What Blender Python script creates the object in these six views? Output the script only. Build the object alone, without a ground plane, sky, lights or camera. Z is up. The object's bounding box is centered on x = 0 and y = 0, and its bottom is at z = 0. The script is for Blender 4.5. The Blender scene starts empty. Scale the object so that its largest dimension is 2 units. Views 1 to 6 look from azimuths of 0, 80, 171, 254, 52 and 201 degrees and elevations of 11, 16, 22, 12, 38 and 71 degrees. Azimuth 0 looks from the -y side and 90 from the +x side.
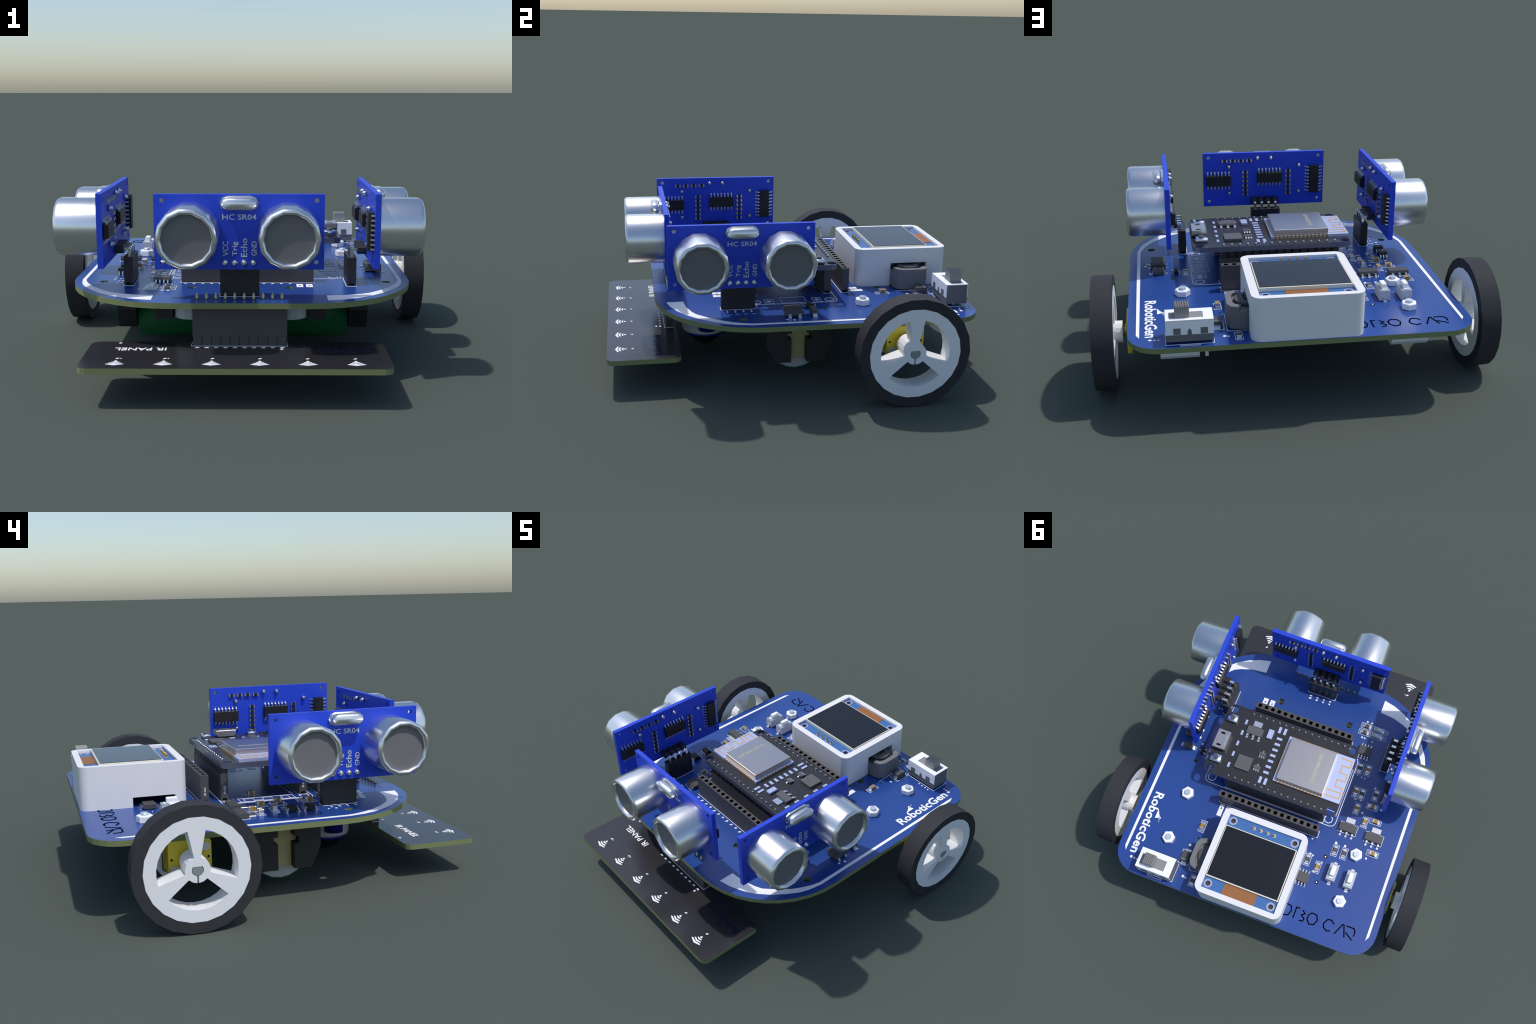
"""Two-wheeled robot car built from circuit boards: main board, three ultrasonic
range finders, controller board on sockets, cased display, infrared panel,
geared motors, wheels, ball caster and battery.  Metres, z up."""
import bpy, bmesh, math
from mathutils import Vector, Matrix

PI = math.pi
# --------------------------------------------------------------- materials
MATS = {}


def material(name, color, rough=0.5, metal=0.0, spec=0.5, vary=0.012, scale=40.0, coat=0.0, trans=0.0):
    m = bpy.data.materials.new(name)
    m.use_nodes = True
    nt = m.node_tree
    b = nt.nodes["Principled BSDF"]
    tc = nt.nodes.new("ShaderNodeTexCoord")
    nz = nt.nodes.new("ShaderNodeTexNoise")
    nz.inputs["Scale"].default_value = scale
    nz.inputs["Detail"].default_value = 3
    nt.links.new(tc.outputs["Object"], nz.inputs["Vector"])
    ramp = nt.nodes.new("ShaderNodeValToRGB")
    lo = [c * (1 - vary) for c in color]
    hi = [min(1.0, c * (1 + vary)) for c in color]
    ramp.color_ramp.elements[0].position = 0.3
    ramp.color_ramp.elements[1].position = 0.7
    ramp.color_ramp.elements[0].color = (*lo, 1)
    ramp.color_ramp.elements[1].color = (*hi, 1)
    nt.links.new(nz.outputs["Fac"], ramp.inputs["Fac"])
    nt.links.new(ramp.outputs["Color"], b.inputs["Base Color"])
    b.inputs["Roughness"].default_value = rough
    b.inputs["Metallic"].default_value = metal
    b.inputs["Specular IOR Level"].default_value = spec
    b.inputs["Coat Weight"].default_value = coat
    b.inputs["Transmission Weight"].default_value = trans
    MATS[name] = m
    return m


material("board_blue", (0.018, 0.064, 0.285), 0.26, spec=0.7)
material("board_edge", (0.20, 0.235, 0.105), 0.75, spec=0.2)
material("silk_white", (0.93, 0.93, 0.95), 0.6, spec=0.2)
material("silk_black", (0.002, 0.002, 0.003), 0.8, spec=0.0)
material("silk_navy", (0.010, 0.012, 0.045), 0.12, spec=1.0)
material("panel_black", (0.027, 0.026, 0.029), 0.22, spec=0.85)
material("sensor_blue", (0.016, 0.058, 0.60), 0.45, spec=0.4)
material("sensor_lettering", (0.62, 0.66, 0.70), 0.5)
material("aluminium", (0.80, 0.81, 0.82), 0.30, metal=1.0, vary=0.02)
material("chrome", (0.86, 0.87, 0.88), 0.16, metal=1.0, vary=0.02)
material("tin", (0.72, 0.74, 0.78), 0.32, metal=1.0, vary=0.03)
material("mesh_grey", (0.17, 0.17, 0.175), 0.7, spec=0.2)
material("chip_black", (0.013, 0.013, 0.015), 0.5, spec=0.4)
material("chip_grey", (0.075, 0.075, 0.078), 0.42, spec=0.5)
material("chip_light", (0.105, 0.105, 0.107), 0.4, spec=0.5)
material("header_black", (0.022, 0.022, 0.025), 0.42, spec=0.5)
material("socket_grey", (0.075, 0.072, 0.072), 0.5, spec=0.4)
material("hole_black", (0.003, 0.003, 0.003), 0.7, spec=0.1)
material("controller_black", (0.027, 0.027, 0.030), 0.3, spec=0.5)
material("controller_edge", (0.16, 0.165, 0.23), 0.28, metal=0.5)  # lightened to blue-grey: sheen on the edge is put into the colour
material("module_silver", (0.52, 0.58, 0.82), 0.4, metal=0.45, vary=0.0)  # plain metal tinted lavender-blue, sky reflection baked into base colour
material("pad_chrome", (0.72, 0.76, 0.88), 0.2, metal=1.0, vary=0.0)
material("shield_metal", (0.60, 0.565, 0.55), 0.31, metal=1.0, vary=0.0)  # warmed and brightened to paint in the shield's soft warm highlight
material("usb_metal", (0.58, 0.54, 0.53), 0.3, metal=0.9, vary=0.0)
material("gold", (0.78, 0.46, 0.12), 0.3, metal=0.9)
material("antenna_gold", (0.70, 0.40, 0.13), 0.45, metal=0.3)
material("pin_gold", (0.60, 0.56, 0.34), 0.4, metal=0.2)
material("ceramic_brown", (0.40, 0.22, 0.03), 0.5)
material("led_clear", (0.60, 0.68, 0.75), 0.25)
material("led_yellow", (0.55, 0.60, 0.02), 0.4)
material("case_white", (0.78, 0.775, 0.775), 0.6, spec=0.25)
material("display_blue", (0.050, 0.155, 0.40), 0.35)
material("display_cream", (0.80, 0.76, 0.62), 0.5)
material("display_glass", (0.011, 0.012, 0.016), 0.12, spec=0.5)
material("ring_lilac", (0.42, 0.43, 0.58), 0.35, metal=0.3)
material("hole_dark", (0.035, 0.035, 0.038), 0.6)
material("flex_orange", (0.31, 0.118, 0.030), 0.5)
material("ferrite_grey", (0.17, 0.17, 0.175), 0.6)
material("ferrite_dark", (0.07, 0.075, 0.085), 0.6)
material("nylon_white", (0.90, 0.91, 0.94), 0.5, spec=0.3)
material("screw_steel", (0.62, 0.70, 0.78), 0.35, metal=0.5)
material("switch_white", (0.90, 0.91, 0.93), 0.55, spec=0.3)
material("switch_grey", (0.26, 0.26, 0.26), 0.5)
material("switch_dark", (0.15, 0.15, 0.155), 0.55)
material("button_grey", (0.56, 0.56, 0.60), 0.55)
material("button_cover", (0.50, 0.55, 0.60), 0.3, metal=0.6)
material("tyre_rubber", (0.036, 0.037, 0.042), 0.75, spec=0.25)
material("rim_white", (0.82, 0.83, 0.85), 0.55, spec=0.3)
material("shaft_steel", (0.30, 0.33, 0.33), 0.5, metal=0.3)
material("gearbox_yellow", (0.66, 0.53, 0.03), 0.45)
material("brass", (0.55, 0.40, 0.12), 0.35, metal=0.6)
material("motor_steel", (0.55, 0.56, 0.58), 0.4, metal=0.7)
material("battery_green", (0.008, 0.11, 0.035), 0.35)
material("battery_end", (0.50, 0.52, 0.52), 0.45, metal=0.2)
material("holder_black", (0.020, 0.020, 0.021), 0.55)
material("contact_brass", (0.46, 0.39, 0.18), 0.5)
material("caster_grey", (0.62, 0.66, 0.68), 0.5)
material("caster_blue", (0.012, 0.012, 0.22), 0.4)
material("caster_ball", (0.012, 0.012, 0.014), 0.3)

# ------------------------------------------------------------ mesh builder


class Builder:
    """Collects primitive solids into one mesh with material slots."""

    def __init__(self):
        self.bm = bmesh.new()
        self.slots = []

    def slot(self, mat):
        if mat not in self.slots:
            self.slots.append(mat)
        return self.slots.index(mat)

    def _join(self, tmp, mat, smooth=False):
        idx = self.slot(mat) if mat else None
        for f in tmp.faces:
            if idx is not None:
                f.material_index = idx
            f.smooth = smooth
        me = bpy.data.meshes.new("tmp")
        tmp.to_mesh(me)
        tmp.free()
        self.bm.from_mesh(me)
        bpy.data.meshes.remove(me)

    def box(self, x0, x1, y0, y1, z0, z1, mat, bevel=0.0, seg=1, smooth=False):
        t = bmesh.new()
        bmesh.ops.create_cube(t, size=1.0)
        s = Matrix.Diagonal((abs(x1 - x0), abs(y1 - y0), abs(z1 - z0), 1))
        bmesh.ops.transform(t, matrix=Matrix.Translation(((x0 + x1) / 2, (y0 + y1) / 2, (z0 + z1) / 2)) @ s, verts=t.verts)
        if bevel:
            bmesh.ops.bevel(t, geom=t.edges[:], offset=bevel, segments=seg, affect='EDGES', profile=0.5)
        self._join(t, mat, smooth)
        return self

    def prism(self, pts, a0, a1, mat, axis='z', smooth=False, side_mat=None, bevel=0.0):
        """Closed outline swept along an axis. pts are (u, v) in the plane:
        z -> (x, y), y -> (x, z), x -> (y, z)."""
        def P(u, v, w):
            return {'z': (u, v, w), 'y': (u, w, v), 'x': (w, u, v)}[axis]
        t = bmesh.new()
        lo = [t.verts.new(P(u, v, a0)) for u, v in pts]
        hi = [t.verts.new(P(u, v, a1)) for u, v in pts]
        caps = [t.faces.new(lo), t.faces.new(hi)]
        n = len(pts)
        for i in range(n):
            t.faces.new((lo[i], lo[(i + 1) % n], hi[(i + 1) % n], hi[i]))
        bmesh.ops.recalc_face_normals(t, faces=t.faces[:])
        if bevel:
            rim = [e for e in t.edges if any(f in caps for f in e.link_faces)]
            bmesh.ops.bevel(t, geom=rim, offset=bevel, segments=1, affect='EDGES')
        if side_mat:
            k, j = self.slot(mat), self.slot(side_mat)
            ax = 'xyz'.index(axis)
            for f in t.faces:
                f.material_index = k if abs(f.normal[ax]) > 0.9 else j
            mat = None
        self._join(t, mat, smooth)
        return self

    def cyl(self, c, r, a0, a1, mat, axis='z', n=16, r2=None, smooth=True, phase=0.0):
        """Cylinder or cone; c is the centre in the plane across the axis."""
        r2 = r if r2 is None else r2

        def P(u, v, w):
            return {'z': (u, v, w), 'y': (u, w, v), 'x': (w, u, v)}[axis]
        t = bmesh.new()
        ang = [phase + 2 * PI * i / n for i in range(n)]
        lo = [t.verts.new(P(c[0] + r * math.cos(a), c[1] + r * math.sin(a), a0)) for a in ang]
        hi = [t.verts.new(P(c[0] + r2 * math.cos(a), c[1] + r2 * math.sin(a), a1)) for a in ang]
        t.faces.new(lo)
        t.faces.new(hi)
        side = [t.faces.new((lo[i], lo[(i + 1) % n], hi[(i + 1) % n], hi[i])) for i in range(n)]
        bmesh.ops.recalc_face_normals(t, faces=t.faces[:])
        k = self.slot(mat)
        for f in t.faces:
            f.material_index = k
        flags = {f.index for f in side}
        self._join(t, mat, False)
        if smooth:
            self.bm.faces.ensure_lookup_table()
            for f in self.bm.faces[-len(side):]:
                f.smooth = True
        return self

    def lathe(self, profile, mat, axis='y', n=16, c=(0, 0), closed=False):
        """Surface of revolution; profile is [(radius, along)]; smooth."""
        def P(u, v, w):
            return {'z': (u, v, w), 'y': (u, w, v), 'x': (w, u, v)}[axis]
        t = bmesh.new()
        rings = []
        for r, a in profile:
            if r < 1e-6:
                rings.append([t.verts.new(P(c[0], c[1], a))])
            else:
                rings.append([t.verts.new(P(c[0] + r * math.cos(2 * PI * i / n), c[1] + r * math.sin(2 * PI * i / n), a)) for i in range(n)])
        pairs = list(zip(rings, rings[1:]))
        if closed:
            pairs.append((rings[-1], rings[0]))
        for A, B in pairs:
            for i in range(n):
                j = (i + 1) % n
                if len(A) == 1:
                    t.faces.new((A[0], B[i], B[j]))
                elif len(B) == 1:
                    t.faces.new((A[i], A[j], B[0]))
                else:
                    t.faces.new((A[i], A[j], B[j], B[i]))
        bmesh.ops.recalc_face_normals(t, faces=t.faces[:])
        self._join(t, mat, True)
        return self

    def line(self, pts, w, z0, z1, mat, closed=False):
        """Flat ribbon of width w through pts in the xy plane."""
        n = len(pts)
        L, R = [], []
        for i in range(n):
            p = Vector(pts[i])
            a = Vector(pts[i - 1]) if (i or closed) else None
            b = Vector(pts[(i + 1) % n]) if (i < n - 1 or closed) else None
            d1 = (p - a).normalized() if a is not None else (b - p).normalized()
            d2 = (b - p).normalized() if b is not None else d1
            nrm = Vector((-(d1.y + d2.y), d1.x + d2.x))
            if nrm.length < 1e-6:
                nrm = Vector((-d1.y, d1.x))
            nrm.normalize()
            k = max(0.5, abs(nrm.dot(Vector((-d1.y, d1.x)))))
            L.append(p + nrm * (w / 2 / k))
            R.append(p - nrm * (w / 2 / k))
        for i in range(n if closed else n - 1):
            j = (i + 1) % n
            self.prism([tuple(L[i]), tuple(R[i]), tuple(R[j]), tuple(L[j])], z0, z1, mat)
        return self

    def mesh(self, me, mat):
        """Append an existing mesh, all in one material."""
        k = self.slot(mat)
        start = len(self.bm.faces)
        self.bm.from_mesh(me)
        self.bm.faces.ensure_lookup_table()
        for f in self.bm.faces[start:]:
            f.material_index = k
        return self

    def done(self, name):
        me = bpy.data.meshes.new(name)
        self.bm.to_mesh(me)
        self.bm.free()
        for s in self.slots:
            me.materials.append(MATS[s])
        return me


def sheet(name, loops, z0, z1, face_mat, edge_mat):
    """Plate with holes: the first loop is the outline, the others are holes."""
    cu = bpy.data.curves.new(name, 'CURVE')
    cu.dimensions = '2D'
    cu.fill_mode = 'BOTH'
    cu.extrude = (z1 - z0) / 2
    for lp in loops:
        sp = cu.splines.new('POLY')
        sp.points.add(len(lp) - 1)
        for p, (x, y) in zip(sp.points, lp):
            p.co = (x, y, 0, 1)
        sp.use_cyclic_u = True
    ob = bpy.data.objects.new("tmp", cu)
    bpy.context.collection.objects.link(ob)
    bpy.context.view_layer.update()
    me = bpy.data.meshes.new_from_object(ob.evaluated_get(bpy.context.evaluated_depsgraph_get()))
    bpy.data.objects.remove(ob)
    bpy.data.curves.remove(cu)
    bm = bmesh.new()
    bm.from_mesh(me)
    bmesh.ops.remove_doubles(bm, verts=bm.verts, dist=1e-5)
    bmesh.ops.recalc_face_normals(bm, faces=bm.faces[:])
    bmesh.ops.translate(bm, verts=bm.verts, vec=(0, 0, (z0 + z1) / 2))
    me.materials.clear()
    me.materials.append(MATS[face_mat])
    me.materials.append(MATS[edge_mat])
    for f in bm.faces:
        f.material_index = 0 if abs(f.normal.z) > 0.7 else 1
        f.smooth = False
    bm.to_mesh(me)
    bm.free()
    me.name = name
    return me


def lettering(text, x0, x1, y0, y1, z0, z1, turn=0.0, bold=0.0):
    """Built-in font text fitted into a box (x0..x1, y0..y1) after turning."""
    cu = bpy.data.curves.new("letters", 'FONT')
    cu.body = text
    cu.extrude = 0.5
    cu.offset = bold
    cu.resolution_u = 2
    ob = bpy.data.objects.new("tmp", cu)
    bpy.context.collection.objects.link(ob)
    bpy.context.view_layer.update()
    me = bpy.data.meshes.new_from_object(ob.evaluated_get(bpy.context.evaluated_depsgraph_get()))
    bpy.data.objects.remove(ob)
    bpy.data.curves.remove(cu)
    me.transform(Matrix.Rotation(turn, 4, 'Z'))
    xs = [v.co.x for v in me.vertices]
    ys = [v.co.y for v in me.vertices]
    sx = (x1 - x0) / (max(xs) - min(xs))
    sy = (y1 - y0) / (max(ys) - min(ys))
    me.transform(Matrix.Translation((x0, y0, z0)) @ Matrix.Diagonal((sx, sy, z1 - z0, 1)) @ Matrix.Translation((-min(xs), -min(ys), 0.5)))
    me.materials.clear()
    return me


def ngon(cx, cy, r, n=6, phase=0.0):
    return [(cx + r * math.cos(phase + 2 * PI * i / n), cy + r * math.sin(phase + 2 * PI * i / n)) for i in range(n)]


def rounded(x0, x1, y0, y1, r, n=4):
    out = []
    for cx, cy, a in ((x1 - r, y1 - r, 0), (x0 + r, y1 - r, PI / 2), (x0 + r, y0 + r, PI), (x1 - r, y0 + r, 1.5 * PI)):
        for i in range(n + 1):
            t = a + PI / 2 * i / n
            out.append((cx + r * math.cos(t), cy + r * math.sin(t)))
    return out


# ------------------------------------------------------------- scene tree
ROOT = bpy.data.objects.new("robot_car", None)
bpy.context.collection.objects.link(ROOT)
ROOT["label"] = "blue circuit board robot car with three ultrasonic sensors and display"
ROOT["category"] = "robot car"


def put(name, me, parent, loc=(0, 0, 0), rot=(0, 0, 0), kind=None):
    ob = bpy.data.objects.new(name, me)
    bpy.context.collection.objects.link(ob)
    ob.parent = parent
    ob.location = loc
    ob.rotation_euler = rot
    if kind:
        ob["kind"] = kind
    return ob


# --------------------------------------------------------------- main board
TOP, BOT = 0.397, 0.371
SILK = TOP + 0.0014
HX, REAR, FRONT = 0.831, 0.971, -0.707


def front_arc(r, sgn):
    """Quarter arc from the side edge round to the straight front edge."""
    return [(sgn * (0.301 + r * math.cos(t)), -0.177 - r * math.sin(t)) for t in [PI / 2 * i / 10 for i in range(11)]]


outline = front_arc(0.53, 1) + front_arc(0.53, -1)[::-1]
outline += [(-0.681 + 0.15 * math.cos(t), REAR - 0.15 + 0.15 * math.sin(t)) for t in [PI - PI / 2 * i / 6 for i in range(7)]]
outline += [(0.681 + 0.15 * math.cos(t), REAR - 0.15 + 0.15 * math.sin(t)) for t in [PI / 2 - PI / 2 * i / 6 for i in range(7)]]
holes = [ngon(0.233, -0.405, 0.024, 5, 0.4), ngon(-0.235, -0.405, 0.024, 5, 0.1),
         ngon(0.709, -0.277, 0.024, 6), ngon(-0.674, -0.278, 0.024, 6),
         ngon(0.600, 0.170, 0.016, 5), ngon(0.285, 0.551, 0.022, 6),
         ngon(0.387, 0.629, 0.008, 4), ngon(0.377, 0.50, 0.009, 4)]
board = put("main_circuit_board", sheet("main_circuit_board", [outline] + holes, BOT, TOP, "board_blue", "board_edge"), ROOT)

# white stripes along both sides, widening into a blade at the front
stripe = Builder()
for s in (1, -1):
    outer = [(0.398, -0.650), (0.467, -0.634), (0.540, -0.603), (0.601, -0.565), (0.665, -0.505), (0.717, -0.436), (0.757, -0.370), (0.776, -0.318), (0.790, -0.240), (0.791, 0.1), (0.791, 0.828)]
    inner = [(0.398, -0.561), (0.489, -0.551), (0.561, -0.528), (0.600, -0.509), (0.660, -0.450), (0.711, -0.386), (0.740, -0.332), (0.760, -0.285), (0.772, -0.235), (0.773, 0.1), (0.776, 0.857)]
    for a, b, c, d in zip(outer, outer[1:], inner[1:], inner):
        stripe.prism([(s * p[0], p[1]) for p in (a, b, c, d)], TOP, SILK, "silk_white")
put("side_stripe", stripe.done("side_stripe"), board)

# maker's word with its arrow mark, right rear
word = Builder()
word.mesh(lettering("RoboticGen", 0.692, 0.751, 0.446, 0.855, TOP, SILK, PI / 2, 0.024), "silk_white")
word.prism([(0.690, 0.545), (0.672, 0.578), (0.650, 0.600), (0.664, 0.598), (0.690, 0.607)], TOP, SILK, "silk_white")
word.prism([(0.672, 0.578), (0.655, 0.632), (0.661, 0.600)], TOP, SILK, "silk_white")
for x, y, r in ((0.727, 0.882, 0.009), (0.706, 0.884, 0.007), (0.688, 0.886, 0.006)):
    word.prism(ngon(x, y, r, 5, x * 40), TOP, SILK, "silk_white")
put("board_lettering", word.done("board_lettering"), board)

# outlined name along the rear edge, read from behind (x runs leftwards)
name = Builder()
GL = {"R": [[(0, 1), (.8, 1), (1, .8), (1, .35)], [(.1, .45), (.95, 0)]],
      "O": [[(.3, 1), (.8, .95), (1, .55), (.8, .1), (.35, 0), (.02, .35), (.05, .75), (.3, 1)]],
      "B": [[(.35, 1), (0, 1), (0, 0)], [(.62, .95), (.95, .72), (.65, .5), (1, .3), (.95, .05), (.6, 0)]],
      "C": [[(.95, .75), (.6, 1), (.25, .95), (0, .5), (.1, .2), (.45, 0), (.8, .1)]],
      "A": [[(0, 0), (.5, 1), (.62, 1), (1, 0)]]}
for ch, xa, xb in (("R", -.150, -.205), ("O", -.250, -.305), ("B", -.328, -.392), ("O", -.408, -.470), ("C", -.511, -.575), ("A", -.590, -.652), ("R", -.645, -.703)):
    for k, st in enumerate(GL[ch]):
        pts = [(xa + (xb - xa) * u, 0.883 - 0.070 * v) for u, v in st]
        name.line(pts, 0.0068, TOP, SILK - 0.0002 * k, "silk_black")
put("rear_lettering", name.done("rear_lettering"), board)

# fine component outlines, controller footprint and label blocks
silk = Builder()
W = 0.0028


def frame(x0, x1, y0, y1, w=W, z=SILK):
    silk.line([(x0, y0), (x1, y0), (x1, y1), (x0, y1)], w, TOP, z, "silk_white", True)


silk.line(rounded(-0.371, 0.497, -0.212, 0.272, 0.03, 2), 0.004, TOP, SILK, "silk_white", True)
silk.line([(-0.358, -0.13), (-0.358, 0.20)], 0.003, TOP, SILK, "silk_white")
for cx in (0.458, -0.322):
    for cy in (0.232, -0.172):
        silk.line(ngon(cx, cy, 0.026, 7), 0.0045, TOP, SILK - 0.0003, "silk_white", True)
frame(0.420, 0.488, 0.139, 0.184)
frame(0.420, 0.488, -0.125, -0.080)
frame(0.400, 0.488, -0.036, 0.099)
for cy in (0.162, -0.103):
    silk.prism(ngon(0.453, cy, 0.014, 8), TOP, SILK, "silk_white")
frame(-0.352, -0.282, -0.115, 0.175)
zig = [(-0.352, -0.09), (-0.295, -0.09), (-0.295, -0.05), (-0.335, -0.05), (-0.335, 0.0), (-0.295, 0.0), (-0.295, 0.05), (-0.335, 0.05), (-0.335, 0.10), (-0.295, 0.10), (-0.295, 0.15), (-0.35, 0.15)]
silk.line(zig, W, TOP, SILK - 0.0004, "silk_white")
SOCKETS = [(0.328, 0.366), (-0.298, -0.257), (0.225, 0.264), (-0.197, -0.157)]
for y0, y1 in SOCKETS:
    frame(-0.297, 0.356, y0 - 0.003, y1 + 0.003)
frame(-0.092, 0.092, -0.583, -0.533)
frame(0.506, 0.556, -0.374, -0.190)
frame(-0.567, -0.516, -0.367, -0.183)
frame(0.435, 0.657, 0.823, 0.9405)
frame(0.50, 0.59, 0.9445, 0.955)
silk.line([(0.165, 0.832), (0.366, 0.832), (0.366, 0.636)], W, TOP, SILK, "silk_white")
# filled label blocks beside the outer sockets
for x0, x1, y0, y1 in ((0.313, 0.345, -0.392, -0.330), (0.267, 0.299, -0.392, -0.330), (0.312, 0.341, 0.376, 0.455), (0.270, 0.300, 0.376, 0.432)):
    silk.prism([(x0, y0), (x1, y0), (x1, y1), (x0, y1)], TOP, SILK - 0.0002, "silk_white")
    cx, cy = (x0 + x1) / 2, y0 + 0.022
    silk.prism([(cx - .006, cy + .01), (cx + .006, cy + .008), (cx, cy - .004)], TOP, SILK + 0.0004, "board_blue")
# pin labels: short marks along the sockets and headers
for i in range(13):
    x = 0.238 - 0.0425 * i
    silk.prism([(x - .008, -0.325 - .004 * (i % 3)), (x + .007, -0.322), (x + .006, -0.313), (x - .004, -0.314 + .003 * (i % 2))], TOP, SILK, "silk_white")
    silk.prism([(x - .006, 0.383), (x + .006, 0.380 + .003 * (i % 2)), (x + .002, 0.392)], TOP, SILK, "silk_white")
    silk.prism([(x - .007, -0.125), (x + .005, -0.128), (x + .003, -0.118)], TOP, SILK, "silk_white")
    silk.prism([(x - .007, 0.196), (x + .005, 0.193), (x + .003, 0.204)], TOP, SILK, "silk_white")
for i, x in enumerate((0.066, 0.022, -0.021, -0.063)):
    for dy in (0.0, 0.019):
        silk.prism([(x - .008, -0.520 + dy), (x + .008, -0.517 + dy), (x + .007 - .004 * i, -0.508 + dy), (x - .007, -0.509 + dy)], TOP, SILK, "silk_white")
for s, x in ((1, 0.575), (-1, -0.585)):
    for i in range(4):
        y = -0.345 + 0.0425 * i
        for dx in (0, 0.018):
            silk.prism(ngon(x + s * dx, y, 0.006, 4, 0.3 * i + s), TOP, SILK, "silk_white")
for x, y, r in ((-0.340, -0.469, .008), (-0.369, -0.469, .007), (-0.340, -0.356, .008), (-0.358, -0.355, .007), (-0.411, -0.348, .007), (-0.417, 0.358, .010), (-0.475, 0.357, .009), (-0.291, 0.478, .009), (-0.309, 0.482, .008),
                (0.417, 0.690, .010), (0.384, 0.883, .010), (0.366, 0.886, .007), (-0.60, 0.187, .007), (-0.555, 0.205, .007), (-0.395, -0.105, .006), (-0.425, -0.10, .006), (-0.446, -0.098, .006), (-0.47, 0.045, .008),
                (-0.435, 0.05, .008), (-0.505, 0.12, .009), (-0.53, -0.06, .008), (-0.61, 0.06, .010), (0.745, -0.02, .010), (0.735, -0.055, .008), (0.600, 0.05, .009), (-0.62, 0.385, .008), (-0.375, 0.505, .008), (-0.345, 0.575, .009),
                (0.55, 0.808, .006), (0.575, 0.806, .006), (0.60, 0.808, .006), (0.625, 0.805, .006), (-0.56, 0.655, .007), (-0.63, -0.23, .008), (-0.63, -0.19, .006)):
    silk.prism(ngon(x, y, r, 4, x * 31 + y * 17), TOP, SILK, "silk_white")
for x, y in ((-0.385, 0.463), (-0.387, 0.630)):
    silk.prism(ngon(x, y, 0.012, 6), TOP, SILK - 0.0003, "silk_black")
    silk.prism(ngon(x, y, 0.006, 5), TOP, SILK, "silk_white")

# ----- surface-mounted parts on the main board
TH = TOP


def two_pole(body, length, width, height, end=0.25):
    b = Builder()
    L, e = length / 2, length * end
    b.box(-L + e, L - e, -width / 2, width / 2, 0.001, height, body, 0.001)
    for s in (-1, 1):
        b.box(s * (L - e), s * L, -width / 2 - .0008, width / 2 + .0008, 0.0005, height + .0008, "tin", 0.0015)
        b.box(s * L, s * (L + 0.010), -width / 2, width / 2, 0.0, 0.0018, "tin")
    return b.done("part")


me_cap = two_pole("ceramic_brown", 0.040, 0.024, 0.023, 0.24)
me_res = two_pole("chip_grey", 0.040, 0.024, 0.013, 0.20)
LISTED_C = [(-.448, -.155, 1), (-.423, .007, 1), (-.464, .107, 1), (-.551, .063, 0), (-.538, .171, 1), (-.600, .146, 0), (-.360, .542, 1), (-.648, .345, 0), (.391, .552, 1), (-0.21, 0.085, 1)]
LISTED_R = [(-.346, -.437, 0), (-.344, -.392, 0), (-.396, -.150, 1), (-.464, .006, 1), (-.547, -.016, 1), (-.426, .404, 1), (-.484, .405, 1), (-.288, .518, 1), (.527, .098, 1), (.318, .888, 1)]
for lst, me, nm in ((LISTED_C, me_cap, "capacitor"), (LISTED_R, me_res, "resistor")):
    for x, y, along in lst:
        put(nm, me, board, (x, y, TH), (0, 0, PI / 2 * along))
        a, b = (0.018, 0.037) if along else (0.037, 0.018)
        frame(x - a, x + a, y - b, y + b, 0.0021)
b = Builder()
b.box(-.030, .030, -.012, .012, 0.001, 0.010, "led_clear", .001)
b.box(-.014, .016, -.011, .011, 0.008, 0.019, "led_clear", .004)
b.box(-.020, -.015, -.012, .012, 0.009, 0.0115, "led_yellow")
b.box(.020, .031, -.0125, .0125, 0.0, 0.0035, "led_yellow")
b.box(.031, .037, -.010, .010, 0.0, 0.002, "tin")
me_led = b.done("indicator_light")
for y in (-.436, -.392):
    put("indicator_light", me_led, board, (-.422, y, TH), (0, 0, PI))
    frame(-.460, -.384, y - .018, y + .018, 0.0026)
    frame(-.485, -.470, y - .012, y + .012, 0.0022)


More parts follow.
